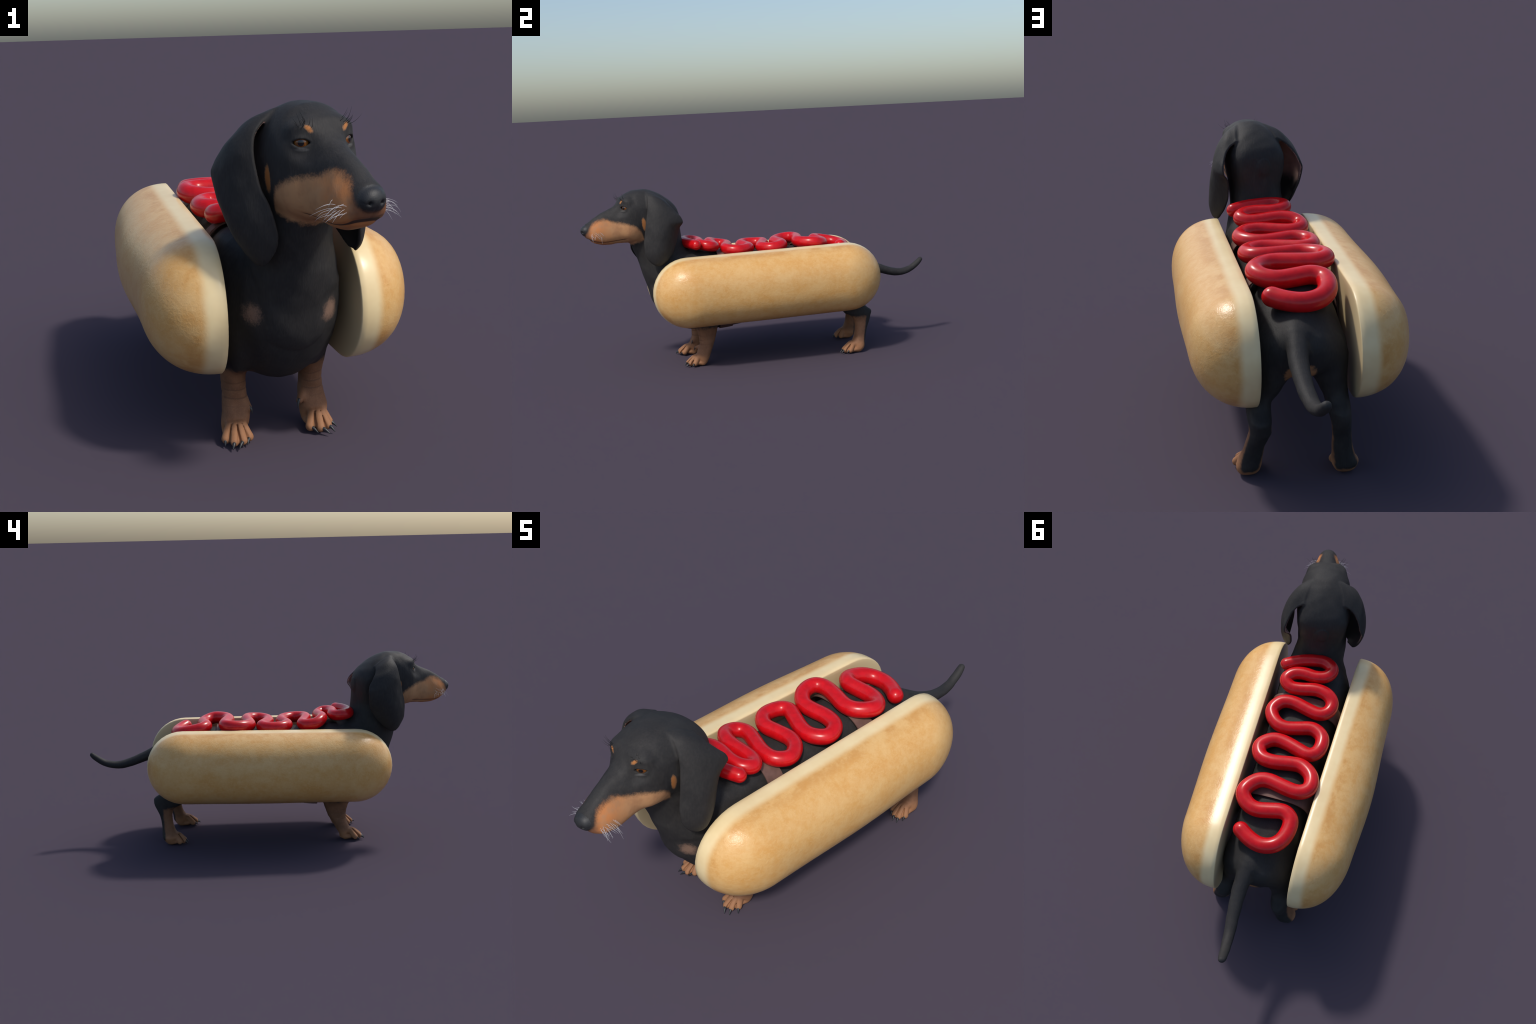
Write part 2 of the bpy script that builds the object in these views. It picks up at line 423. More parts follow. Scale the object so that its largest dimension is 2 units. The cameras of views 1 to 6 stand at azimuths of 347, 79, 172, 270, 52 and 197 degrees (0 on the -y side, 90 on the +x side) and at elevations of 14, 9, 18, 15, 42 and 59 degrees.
def pad4(a):
    while (len(a) - 1) % 4:
        a = np.append(a, a[-1] + (a[-1] - a[-2]))
    return a


def surface(field, gx, gy, gz):
    gx, gy, gz = pad4(gx), pad4(gy), pad4(gz)
    nx, ny, nz = len(gx), len(gy), len(gz)
    cx, cy, cz = gx[::4], gy[::4], gz[::4]
    C = np.stack(np.meshgrid(cx, cy, cz, indexing="ij"), -1).reshape(-1, 3)
    fc = np.concatenate([field(C[i:i + 200000]) for i in range(0, len(C), 200000)]).reshape(len(cx), len(cy), len(cz))
    V = np.repeat(np.repeat(np.repeat(fc, 4, 0), 4, 1), 4, 2)[:nx, :ny, :nz].astype(np.float32)
    near = np.abs(fc) < 0.024
    cell = near[:-1, :-1, :-1].copy()
    for i in (0, 1):
        for j in (0, 1):
            for k in (0, 1):
                cell |= near[i:i + cell.shape[0], j:j + cell.shape[1], k:k + cell.shape[2]]
    m = np.zeros((nx, ny, nz), bool)
    big = np.repeat(np.repeat(np.repeat(cell, 4, 0), 4, 1), 4, 2)
    m[:-1, :-1, :-1] |= big
    for ax in range(3):
        sh = [slice(None)] * 3
        sh[ax] = slice(1, None)
        src = [slice(None)] * 3
        src[ax] = slice(None, -1)
        m[tuple(sh)] |= m[tuple(src)].copy()
    idx = np.argwhere(m)
    pts = np.stack([gx[idx[:, 0]], gy[idx[:, 1]], gz[idx[:, 2]]], 1)
    val = np.concatenate([field(pts[i:i + 250000]) for i in range(0, len(pts), 250000)])
    V[m] = val
    S = V < 0
    grids = (gx, gy, gz)
    # cells cut by the surface
    cs = np.zeros((nx - 1, ny - 1, nz - 1), np.int8)
    for i in (0, 1):
        for j in (0, 1):
            for k in (0, 1):
                cs += S[i:nx - 1 + i, j:ny - 1 + j, k:nz - 1 + k]
    cut = (cs > 0) & (cs < 8)
    cells = np.argwhere(cut)
    ids = np.full(cut.shape, -1, np.int64)
    ids[cut] = np.arange(len(cells))
    acc, cnt = np.zeros((len(cells), 3)), np.zeros(len(cells))
    quads = []
    for ax in range(3):
        u, w = (ax + 1) % 3, (ax + 2) % 3
        a = [slice(None)] * 3
        b = [slice(None)] * 3
        a[ax], b[ax] = slice(None, -1), slice(1, None)
        e = np.argwhere(S[tuple(a)] != S[tuple(b)])
        ok = (e[:, u] > 0) & (e[:, w] > 0) & (e[:, u] < (nx, ny, nz)[u] - 1) & (e[:, w] < (nx, ny, nz)[w] - 1)
        e = e[ok]
        e2 = e.copy()
        e2[:, ax] += 1
        va, vb = V[tuple(e.T)].astype(float), V[tuple(e2.T)].astype(float)
        t = va / (va - vb)
        pos = np.stack([grids[i][e[:, i]] for i in range(3)], 1)
        pos[:, ax] += t * (grids[ax][e2[:, ax]] - grids[ax][e[:, ax]])
        ring = []
        for du, dw in ((0, 0), (-1, 0), (-1, -1), (0, -1)):
            c = e.copy()
            c[:, u] += du
            c[:, w] += dw
            k = ids[tuple(c.T)]
            ring.append(k)
            np.add.at(acc, k, pos)
            np.add.at(cnt, k, 1)
        ring = np.stack(ring, 1)
        flip = va > 0
        ring[flip] = ring[flip][:, ::-1]
        quads.append(ring)
    verts = acc / cnt[:, None]
    quads = np.vstack(quads)
    return verts, quads


def gradient(field, v, h=0.0012):
    return np.stack([(field(v + np.eye(3)[i] * h) - field(v - np.eye(3)[i] * h)) / (2 * h) for i in range(3)], 1)


def relax(v, quads, amount):
    """Average each vertex with its edge neighbours."""
    e = np.vstack([quads[:, [i, (i + 1) % 4]] for i in range(4)])
    acc, cnt = np.zeros_like(v), np.zeros(len(v))
    np.add.at(acc, e[:, 0], v[e[:, 1]])
    np.add.at(cnt, e[:, 0], 1)
    np.add.at(acc, e[:, 1], v[e[:, 0]])
    np.add.at(cnt, e[:, 1], 1)
    return v + (acc / np.maximum(cnt, 1)[:, None] - v) * amount


gx = axis([(-0.25, 0.30, 0.0036)])
gy = axis([(-1.03, -0.62, 0.0034), (-0.62, -0.53, 0.0042), (-0.53, -0.38, 0.0032), (-0.38, 0.40, 0.0065), (0.40, 0.53, 0.0032), (0.53, 0.66, 0.0042), (0.66, 1.02, 0.006)])
gz = axis([(-0.01, 0.07, 0.0030), (0.07, 0.58, 0.0056), (0.58, 1.04, 0.0034)])
verts, quads = surface(body_field, gx, gy, gz)
for _ in range(2):
    verts = relax(verts, quads, 0.5)
    f = body_field(verts)
    g = gradient(body_field, verts)
    n2 = np.maximum((g * g).sum(1), 0.15)
    step = np.clip(f / n2, -0.004, 0.004)
    verts = verts - g * step[:, None]
verts = relax(verts, quads, 0.25)
verts[:, 2] = np.maximum(verts[:, 2], 0.0)

# --------------------------------------------------------------------------------------
# object helpers
# --------------------------------------------------------------------------------------
scene = bpy.context.scene


def link(name, data, parent=None):
    o = bpy.data.objects.new(name, data)
    scene.collection.objects.link(o)
    if parent is not None:
        o.parent = parent
    return o


def mesh_from(name, v, faces, smooth=True):
    me = bpy.data.meshes.new(name)
    me.from_pydata([tuple(x) for x in v], [], [tuple(int(i) for i in f) for f in faces])
    me.polygons.foreach_set("use_smooth", [smooth] * len(me.polygons))
    me.update()
    return me


# --------------------------------------------------------------------------------------
# node helpers: write shader maths as Python expressions
# --------------------------------------------------------------------------------------
class Nodes:
    def __init__(self, name):
        self.m = bpy.data.materials.new(name)
        self.m.use_nodes = True
        self.t = self.m.node_tree
        self.bsdf = self.t.nodes["Principled BSDF"]

    def put(self, kind, **inputs):
        n = self.t.nodes.new(kind)
        for k, v in inputs.items():
            self.set(n.inputs[k.replace("_", " ")], v)
        return n

    def set(self, sock, v):
        if isinstance(v, E):
            v = v.s
        if isinstance(v, bpy.types.NodeSocket):
            self.t.links.new(v, sock)
        elif isinstance(v, (tuple, list, np.ndarray)):
            v = [float(x) for x in v]
            if sock.type == "RGBA" and len(v) == 3:
                v.append(1.0)
            sock.default_value = v
        else:
            sock.default_value = v

    def math(self, op, a, b=0.0, c=0.0, clamp=False):
        n = self.t.nodes.new("ShaderNodeMath")
        n.operation, n.use_clamp = op, clamp
        for i, v in enumerate((a, b, c)):
            self.set(n.inputs[i], v)
        return E(self, n.outputs[0])

    def coords(self):
        return self.t.nodes.new("ShaderNodeTexCoord").outputs["Object"]

    def xyz(self, vec):
        n = self.t.nodes.new("ShaderNodeSeparateXYZ")
        self.set(n.inputs[0], vec)
        return [E(self, o) for o in n.outputs]

    def vec(self, x, y, z):
        n = self.t.nodes.new("ShaderNodeCombineXYZ")
        for i, v in enumerate((x, y, z)):
            self.set(n.inputs[i], v)
        return n.outputs[0]

    def noise(self, vec, scale, detail=3.0, rough=0.55, squash=None, distortion=0.0):
        if squash is not None:
            mp = self.t.nodes.new("ShaderNodeMapping")
            self.set(mp.inputs["Vector"], vec)
            mp.inputs["Scale"].default_value = squash
            vec = mp.outputs[0]
        n = self.t.nodes.new("ShaderNodeTexNoise")
        self.set(n.inputs["Vector"], vec)
        n.inputs["Scale"].default_value, n.inputs["Detail"].default_value, n.inputs["Roughness"].default_value = scale, detail, rough
        n.inputs["Distortion"].default_value = distortion
        return E(self, n.outputs["Fac"])

    def ramp(self, a, lo, hi, to_lo=0.0, to_hi=1.0, kind="SMOOTHSTEP"):
        n = self.t.nodes.new("ShaderNodeMapRange")
        n.interpolation_type = kind
        n.clamp = True if kind == "LINEAR" else n.clamp
        for k, v in (("Value", a), ("From Min", lo), ("From Max", hi), ("To Min", to_lo), ("To Max", to_hi)):
            self.set(n.inputs[k], v)
        return E(self, n.outputs["Result"])

    def curve(self, a, points, xr, yr):
        """Piecewise curve y(x) through (x, y) points, scaled into the node's unit square."""
        n = self.t.nodes.new("ShaderNodeFloatCurve")
        c = n.mapping.curves[0]
        pts = [((x - xr[0]) / (xr[1] - xr[0]), (y - yr[0]) / (yr[1] - yr[0])) for x, y in points]
        c.points[0].location, c.points[-1].location = pts[0], pts[-1]
        for q in pts[1:-1]:
            c.points.new(*q)
        n.mapping.update()
        u = (a - xr[0]) / (xr[1] - xr[0])
        self.set(n.inputs["Value"], u)
        return E(self, n.outputs[0]) * (yr[1] - yr[0]) + yr[0]

    def mix(self, f, a, b):
        n = self.t.nodes.new("ShaderNodeMix")
        n.data_type = "RGBA"
        self.set(n.inputs[0], f)
        self.set(n.inputs[6], a)
        self.set(n.inputs[7], b)
        return n.outputs[2]

    def bump(self, height, strength, distance=0.002, normal=None):
        n = self.t.nodes.new("ShaderNodeBump")
        self.set(n.inputs["Height"], height)
        n.inputs["Strength"].default_value, n.inputs["Distance"].default_value = strength, distance
        if normal is not None:
            self.set(n.inputs["Normal"], normal)
        return n.outputs[0]

    def finish(self, **inputs):
        for k, v in inputs.items():
            self.set(self.bsdf.inputs[k.replace("_", " ")], v)
        return self.m


class E:
    def __init__(self, nodes, sock):
        self.n, self.s = nodes, sock

    def __add__(self, o): return self.n.math("ADD", self, o)
    def __radd__(self, o): return self.n.math("ADD", o, self)
    def __sub__(self, o): return self.n.math("SUBTRACT", self, o)
    def __rsub__(self, o): return self.n.math("SUBTRACT", o, self)
    def __mul__(self, o): return self.n.math("MULTIPLY", self, o)
    def __rmul__(self, o): return self.n.math("MULTIPLY", o, self)
    def __truediv__(self, o): return self.n.math("DIVIDE", self, o)
    def __abs__(self): return self.n.math("ABSOLUTE", self)
    def min(self, o): return self.n.math("MINIMUM", self, o)
    def max(self, o): return self.n.math("MAXIMUM", self, o)
    def sqrt(self): return self.n.math("SQRT", self)
    def sq(self): return self.n.math("MULTIPLY", self, self)


# --------------------------------------------------------------------------------------
# materials
# --------------------------------------------------------------------------------------
BLACK = (0.0255, 0.0245, 0.0245)


def coat_material(marked=True):
    n = Nodes("black_and_tan_coat" if marked else "black_coat")
    co = n.coords()
    x, y, z = n.xyz(co)
    rag = n.noise(co, 55, 3) - 0.5            # ragged fur borders
    soft = n.noise(co, 16, 2) - 0.5
    hairy = n.noise(co, 240, 2) - 0.5
    fine = n.noise(co, 420, 2)
    s = x * float(HEAD_F[0]) + (y + 0.5) * float(HEAD_F[1])
    t = x * float(HEAD_L[0]) + (y + 0.5) * float(HEAD_L[1])
    at = abs(t)
    forward = n.ramp(y, -0.62, -0.66)
    # muzzle and jaw: below a curve that climbs from the cheek to the nose
    zb = n.curve(s, [(0.16, 0.69), (0.178, 0.735), (0.192, 0.775), (0.215, 0.803), (0.25, 0.823), (0.30, 0.838), (0.345, 0.848), (0.375, 0.860), (0.405, 0.860), (0.43, 0.850), (0.45, 0.837), (0.468, 0.818), (0.485, 0.79), (0.50, 0.77)], (0.16, 0.50), (0.68, 0.90))
    up_edge = n.ramp(zb - z + rag * 0.016 + hairy * 0.016, -0.015, 0.012)
    throat = n.curve(s, [(0.16, 0.745), (0.20, 0.728), (0.24, 0.706), (0.27, 0.702), (0.40, 0.702), (0.50, 0.702)], (0.16, 0.50), (0.68, 0.90))
    low_edge = n.ramp(z - throat + rag * 0.03 + hairy * 0.012, -0.012, 0.012)
    muzzle = up_edge * low_edge * forward
    # under the nose the lips darken
    lipshade = n.ramp(s + rag * 0.02, 0.452, 0.486) * n.ramp(z, 0.85, 0.80)
    # cheek streak, eyebrow spots
    cheek = n.ramp((((s - 0.180 - (z - 0.83) * 0.12) / 0.012).sq() + ((z - 0.826) / 0.036).sq()).sqrt() + rag * 0.5 + hairy * 0.4, 1.2, 0.65) * forward * n.ramp(at, 0.05, 0.07)
    brow = n.ramp((((s - 0.293) / 0.012).sq() + ((at - 0.054) / 0.0125).sq() + ((z - 0.957 - (at - 0.054) * 0.5) / 0.0100).sq()).sqrt() + rag * 0.9 + hairy * 0.5, 1.3, 0.65) * forward
    # pale rosettes on the breast
    ax = abs(x - 0.008)
    rosette = n.ramp((((ax - 0.110) / 0.028).sq() + ((y + 0.605) / 0.05).sq() + ((z - 0.438) / 0.032).sq()).sqrt() + rag * 0.8 + hairy * 0.8 + soft * 0.3, 1.35, 0.35)
    # fore legs: tan below the elbow; hind legs: tan on the front and sides of the lower leg, paws all round
    fore = n.ramp(y, -0.20, -0.23) * n.ramp(z + rag * 0.04, 0.232, 0.202) * n.ramp(y, -0.60, -0.56) * n.ramp(abs(x - 0.012), 0.070, 0.080).max(n.ramp(z, 0.168, 0.160))
    ax2 = abs(x - 0.02)
    shin = n.ramp(y - z * 0.05 + rag * 0.012, 0.590, 0.578) * n.ramp(z + rag * 0.03 + (y - 0.55) * 0.1, 0.213, 0.192)
    shin_l = n.ramp(y - 0.557 - (z - 0.07).max(0.0) * 0.22 + rag * 0.012, 0.004, -0.006) * n.ramp(z + rag * 0.03, 0.212, 0.190)
    side = n.ramp(x, 0.01, 0.03)
    sole = n.ramp(z + rag * 0.02, 0.030, 0.018)
    hind = ((shin * (1.0 - side) + shin_l * side).max(sole)) * n.ramp(y, 0.20, 0.25)
    vent = n.ramp((((x - 0.016) / 0.055).sq() + ((z - 0.390) / 0.050).sq()).sqrt() + rag * 0.6, 1.05, 0.75) * n.ramp(y, 0.52, 0.56) * n.ramp(y, 0.70, 0.66)
    legs = fore.max(hind)
    face = muzzle.max(cheek).max(brow)

    patch = n.noise(co, 22, 3)
    face_col = n.mix(n.ramp(s + soft * 0.12, 0.30, 0.44), (0.50, 0.265, 0.125), (0.51, 0.200, 0.070))
    face_col = n.mix(n.ramp(patch, 0.4, 0.7), face_col, (0.42, 0.21, 0.10))
    face_col = n.mix(brow.max(cheek), face_col, (0.44, 0.170, 0.05))
    face_col = n.mix(lipshade * 0.7, face_col, (0.07, 0.04, 0.035))
    leg_col = n.mix(n.ramp(patch, 0.35, 0.72), (0.17, 0.080, 0.043), (0.225, 0.108, 0.057))
    leg_col = n.mix(n.ramp(z + rag * 0.02, 0.075, 0.035), leg_col, (0.32, 0.150, 0.072))
    leg_col = n.mix(n.ramp(fine, 0.45, 0.8) * 0.3, leg_col, (0.40, 0.22, 0.115))
    # faint wrinkles across the pastern
    wr = n.t.nodes.new("ShaderNodeTexWave")
    wr.bands_direction = "Z"
    n.set(wr.inputs["Vector"], co)
    wr.inputs["Scale"].default_value, wr.inputs["Distortion"].default_value, wr.inputs["Detail"].default_value = 13.0, 2.5, 2.0
    crease = n.ramp(E(n, wr.outputs["Fac"]), 0.16, 0.0) * n.ramp(z, 0.09, 0.11) * n.ramp(z, 0.19, 0.16) * n.ramp(y, -0.36, -0.39)
    leg_col = n.mix(crease * 0.6, leg_col, (0.10, 0.048, 0.028))
    black = n.mix(n.ramp(n.noise(co, 9, 3), 0.35, 0.7), BLACK, (0.031, 0.030, 0.0295))
    # the pale rim under each eye, dark lip line
    lid = n.ramp((((s - 0.280) / 0.018).sq() + ((at - 0.066) / 0.02).sq() + ((z - 0.9045) / 0.0045).sq()).sqrt(), 1.2, 0.6) * forward
    black = n.mix(lid * 0.45, black, (0.13, 0.125, 0.12))
    plain = black
    col = n.mix(face, black, face_col)
    col = n.mix(legs, col, leg_col)
    col = n.mix(rosette * 0.85, col, (0.25, 0.155, 0.11))
    col = n.mix(vent, col, (0.33, 0.165, 0.075))
    zm = n.curve(s, [(0.25, 0.752), (0.285, 0.747), (0.34, 0.742), (0.40, 0.741), (0.44, 0.748), (0.47, 0.760), (0.50, 0.768)], (0.25, 0.50), (0.70, 0.80))
    wid = n.ramp(s, 0.43, 0.47, 0.0016, 0.0028)
    lip = n.ramp(abs(z - zm) / wid, 1.3, 0.6) * n.ramp(s, 0.268, 0.282) * forward
    col = n.mix(lip * 0.9, col, (0.022, 0.020, 0.022))
    fur = n.noise(co, 210, 3, 0.6, (1.0, 0.6, 0.24))
    mott = n.ramp(n.noise(co, 34, 4, 0.7), 0.42, 0.70) * 0.35 + n.ramp(fur, 0.35, 0.75) * 0.5
    col = n.mix(mott * 0.22, col, n.mix(0.25, col, (0.30, 0.26, 0.23)))
    plain = n.mix(mott * 0.22, plain, n.mix(0.25, plain, (0.30, 0.26, 0.23)))
    nrm = n.bump(fur, 0.45, 0.0016)
    return n.finish(Base_Color=col if marked else plain, Roughness=0.6, Specular_IOR_Level=0.16, Normal=nrm)


def simple(name, colour, rough, spec=0.5, vary=0.0, scale=60, bump=0.0, coat=0.0, second=None):
    n = Nodes(name)
    co = n.coords()
    f = n.noise(co, scale, 3)
    col = n.mix(n.ramp(f, 0.3, 0.7), colour, second or [c * (1 - vary) for c in colour])
    extra = {"Normal": n.bump(f, bump, 0.0012)} if bump else {}
    return n.finish(Base_Color=col, Roughness=rough, Specular_IOR_Level=spec, Coat_Weight=coat, Coat_Roughness=0.12, **extra)


def bread_material():
    n = Nodes("toasted_bread")
    co = n.coords()
    x, y, z = n.xyz(co)
    depth = abs(x)                               # out from the cut face
    wob = n.noise(co, 8, 2) - 0.5
    blotch = n.noise(co, 8.5, 4, 0.6, (1.0, 0.8, 1.0))
    mid = n.noise(co, 26, 4, 0.65)
    grain = n.noise(co, 95, 3, 0.6, (1.0, 0.75, 1.0), 0.6)
    fine = n.noise(co, 260, 2)
    crust_edge = n.ramp(depth + wob * 0.010 + (mid - 0.5) * 0.010, 0.044, 0.076)
    cream = n.mix(n.ramp(n.noise(co, 14, 3), 0.3, 0.7), (0.83, 0.66, 0.37), (0.79, 0.61, 0.33))
    crust = n.mix(n.ramp(blotch * 0.5 + mid * 0.5, 0.34, 0.66), (0.665, 0.348, 0.103), (0.725, 0.445, 0.175))
    crust = n.mix(n.ramp(grain, 0.40, 0.70) * 0.30, crust, (0.76, 0.50, 0.22))
    # the toasted band next to the crumb is browner in patches
    band = n.ramp(depth + wob * 0.02, 0.056, 0.078) * n.ramp(depth + wob * 0.05, 0.125, 0.080) * n.ramp(blotch + mid * 0.4, 0.80, 0.58)
    crust = n.mix(band * 0.55, crust, (0.56, 0.270, 0.075))
    col = n.mix(crust_edge, cream, crust)
    inner = n.ramp(depth, 0.004, 0.0)
    col = n.mix(inner * 0.6, col, (0.72, 0.56, 0.32))
    h = grain * 0.8 + fine * 0.3
    nrm = n.bump(h * crust_edge, 0.30, 0.004)
    return n.finish(Base_Color=col, Roughness=0.31, Specular_IOR_Level=0.40, Normal=nrm)


def ketchup_material():
    n = Nodes("ketchup")
    co = n.coords()
    f = n.noise(co, 40, 3)
    col = n.mix(n.ramp(f, 0.35, 0.7), (0.60, 0.005, 0.009), (0.50, 0.004, 0.007))
    return n.finish(Base_Color=col, Roughness=0.27, Specular_IOR_Level=0.42)


def eye_material():
    n = Nodes("amber_eye")
    co = n.coords()
    x, y, z = n.xyz(co)
    r = (x.sq() + y.sq()).sqrt() / EYE_R
    front = n.ramp(z, 0.0, 0.002)
    fib = n.noise(co, 300, 2)
    iris = n.mix(n.ramp(r + (fib - 0.5) * 0.15, 0.40, 0.66), (0.13, 0.040, 0.008), (0.23, 0.085, 0.015))
    col = n.mix(n.ramp(r, 0.80, 0.85), iris, (0.02, 0.012, 0.01))
    col = n.mix(n.ramp(r, 0.90, 0.94), col, (0.55, 0.53, 0.52))
    col = n.mix(n.ramp(r, 0.37, 0.34), col, (0.004, 0.004, 0.004))
    col = n.mix(front, (0.5, 0.48, 0.47), col)
    return n.finish(Base_Color=col, Roughness=0.12, Specular_IOR_Level=0.5, Coat_Weight=0.6, Coat_Roughness=0.03)


COAT = coat_material()
EAR_COAT = coat_material(False)
NOSE = simple("nose_leather", (0.026, 0.027, 0.029), 0.48, 0.35, 0.3, 420, 0.4)


def inner_ear_material():
    n = Nodes("inner_ear_skin")
    co = n.coords()
    z = n.xyz(co)[2]
    f = n.noise(co, 30, 3)
    skin = n.mix(n.ramp(f, 0.3, 0.7), (0.36, 0.225, 0.19), (0.28, 0.165, 0.14))
    return n.finish(Base_Color=n.mix(n.ramp(z + (f - 0.5) * 0.06, 0.80, 0.73), skin, (0.03, 0.027, 0.026)), Roughness=0.6, Specular_IOR_Level=0.25)


INNER_EAR = inner_ear_material()
CLAW = simple("dark_claw", (0.024, 0.026, 0.028), 0.4, 0.5, 0.2, 90)
WHISKER = simple("pale_whisker", (0.62, 0.62, 0.64), 0.5, 0.4, 0.1, 90)
LASH = simple("black_hair", (0.012, 0.012, 0.012), 0.5, 0.4, 0.1, 90)
BREAD = bread_material()
KETCHUP = ketchup_material()
STRAP = simple("brown_strap", (0.17, 0.094, 0.075), 0.6, 0.3, 0.0, 30, 0.15, second=(0.13, 0.07, 0.056))
EYE = eye_material()

# --------------------------------------------------------------------------------------
# the dog: split the one smooth surface by region, borders shared, whole-body normals kept
# --------------------------------------------------------------------------------------
thing = link("dachshund_in_hot_dog_costume", None)
thing["label"] = "black and tan dachshund dressed as a hot dog with ketchup"
thing["category"] = "dog costume"

whole = mesh_from("whole_body", verts, quads)
normals = np.empty(len(verts) * 3, np.float32)
whole.vertices.foreach_get("normal", normals)
normals = normals.reshape(-1, 3)
bpy.data.meshes.remove(whole)

centres = verts[quads].mean(1)
_, parts = body_field(centres, True)
d = centres - HEAD_O
cs, ct = d @ HEAD_F, d @ HEAD_L
region = np.full(len(quads), "torso", dtype=object)
region[(centres[:, 1] < -0.34) & (centres[:, 2] > 0.56 + np.clip(-(centres[:, 1] + 0.62), 0, 1) * -0.6)] = "neck"
region[(parts["head"] < 0.006) & (centres[:, 2] > 0.70) & (parts["head"] < parts["neck"] + 0.004)] = "head"
region[(region == "head") & (cs < 0.02) & (centres[:, 2] < 0.86)] = "neck"
region[(parts["nose"] < 0.0035) & (parts["nose"] < parts["head"] + 0.001)] = "nose"
region[(centres[:, 1] > 0.40) & (parts["tail"] < 0.004) & (centres[:, 1] > 0.58)] = "tail"
for nm, sg in (("fore", -1), ("hind", 1)):
    for side_name, xs in (("left", 1), ("right", -1)):
        k = f"{nm}_{side_name}"
        top = 0.25 if nm == "fore" else 0.30
        region[(parts[k] < 0.012) & (centres[:, 2] < top) & (centres[:, 0] * xs > 0.02)] = k
for k, e, sg in (("ear_l", ears[0], 1), ("ear_r", ears[1], -1)):
    close = (parts[k] < 0.0035) & (parts["head"] > 0.004) & (parts["neck"] > 0.002) & (centres[:, 2] > 0.58)
    region[close] = k
    fn = np.cross(verts[quads[:, 1]] - verts[quads[:, 0]], verts[quads[:, 2]] - verts[quads[:, 0]])
    for i in np.flatnonzero(close):
        hit = e.tree.find_nearest(Vector(centres[i]))
        off = Vector(centres[i]) - hit[0]
        out = hit[1] if hit[1].dot(Vector(HEAD_L * sg)) > 0 else -hit[1]
        if off.dot(out) < -0.35 * e.half and Vector(fn[i]).dot(out) < 0:
            region[i] = k + "_inner"

kinds, code = np.unique(region.astype(str), return_inverse=True)
for _ in range(4):                       # tidy the borders: every face follows its neighbourhood
    votes = np.zeros((len(verts), len(kinds)), np.int16)
    for i in range(4):
        np.add.at(votes, (quads[:, i], code), 1)
    code = votes[quads].sum(1).argmax(1)
region = kinds[code]

NAMES = {"ear_l": "ear", "ear_r": "ear", "ear_l_inner": "inner_ear", "ear_r_inner": "inner_ear", "fore_left": "forelimb", "fore_right": "forelimb", "hind_left": "hindlimb", "hind_right": "hindlimb"}
dog = {}
for reg in ("torso", "neck", "head", "nose", "tail", "fore_left", "fore_right", "hind_left", "hind_right", "ear_l", "ear_r", "ear_l_inner", "ear_r_inner"):
    pick = np.flatnonzero(region == reg)
    if not len(pick):
        continue
    q = quads[pick]
    used, inv = np.unique(q, return_inverse=True)
    me = mesh_from(NAMES.get(reg, reg), verts[used], inv.reshape(-1, 4))
    me.normals_split_custom_set_from_vertices([tuple(x) for x in normals[used]])
    me.materials.append(NOSE if reg == "nose" else INNER_EAR if reg.endswith("inner") else EAR_COAT if reg.startswith("ear") else COAT)
    parent = dog[reg[:-6]] if reg.endswith("inner") else dog["head"] if reg == "nose" else thing
    dog[reg] = link(NAMES.get(reg, reg), me, parent)

# eyes, looking ahead and a little outward
for c, gaze, flat in eye_spots:
    bm = bmesh.new()
    bmesh.ops.create_uvsphere(bm, u_segments=32, v_segments=20, radius=EYE_R)
    me = bpy.data.meshes.new("eye")
    bm.to_mesh(me)
    bm.free()
    me.polygons.foreach_set("use_smooth", [True] * len(me.polygons))
    me.materials.append(EYE)
    o = link("eye", me, thing)
    o.rotation_euler = Vector(gaze).to_track_quat("Z", "Y").to_euler()
    o.location = c


def tube(name, line, radii, sides, material, parent, caps=True):
    """Sweep a circle along a line with the given radii."""
    line, radii = np.asarray(line, float), np.asarray(radii, float)
    tan = np.gradient(line, axis=0)
    tan /= np.linalg.norm(tan, axis=1)[:, None]
    ref = np.array([0, 0, 1.0]) if abs(tan[0][2]) < 0.9 else np.array([1.0, 0, 0])
    v, f = [], []
    for p, tg, r in zip(line, tan, radii):
        b = np.cross(tg, ref)
        b /= np.linalg.norm(b) + 1e-12
        c = np.cross(b, tg)
        ref = c
        for k in range(sides):
            a = 2 * math.pi * k / sides
            v.append(p + r * (math.cos(a) * b + math.sin(a) * c))
    m = len(line)
    for i in range(m - 1):
        for k in range(sides):
            k2 = (k + 1) % sides
            f.append((i * sides + k2, i * sides + k, (i + 1) * sides + k, (i + 1) * sides + k2))
    f.append(tuple(range(sides)))
    f.append(tuple((m - 1) * sides + k for k in reversed(range(sides))))
    me = mesh_from(name, v, f)
    me.materials.append(material)
    return link(name, me, parent)


# claws
for paw, (mid, tips, claws) in PAWS.items():
    for tip, claw in zip(tips, claws):
        tp, cl = np.array([tip[0], tip[1], 0.0215]), np.array([claw[0], claw[1], 0.006])
        dirn = cl - tp
        a = tp + dirn * 0.10
        line = catmull([a, a + dirn * 0.45 + (0, 0, 0.0022), cl], 5)
        t = np.linspace(0, 1, len(line))
        tube("claw", line, 0.0062 * (1 - t ** 1.5 * 0.85), 10, CLAW, dog[paw])
for paw, line in (("fore_right", [(-0.075, -0.406, 0.092), (-0.069, -0.413, 0.083), (-0.066, -0.417, 0.070)]), ("fore_left", [(0.083, -0.404, 0.094), (0.078, -0.412, 0.085), (0.0745, -0.418, 0.070)])):
    line = catmull(line, 5)
    t = np.linspace(0, 1, len(line))
    tube("claw", line, 0.0055 * (1 - t ** 1.6 * 0.9), 10, CLAW, dog[paw])

# whiskers and eyebrow hairs, rooted on the skin
skin = BVHTree.FromPolygons([Vector(v) for v in verts], [tuple(int(i) for i in q) for q in quads])


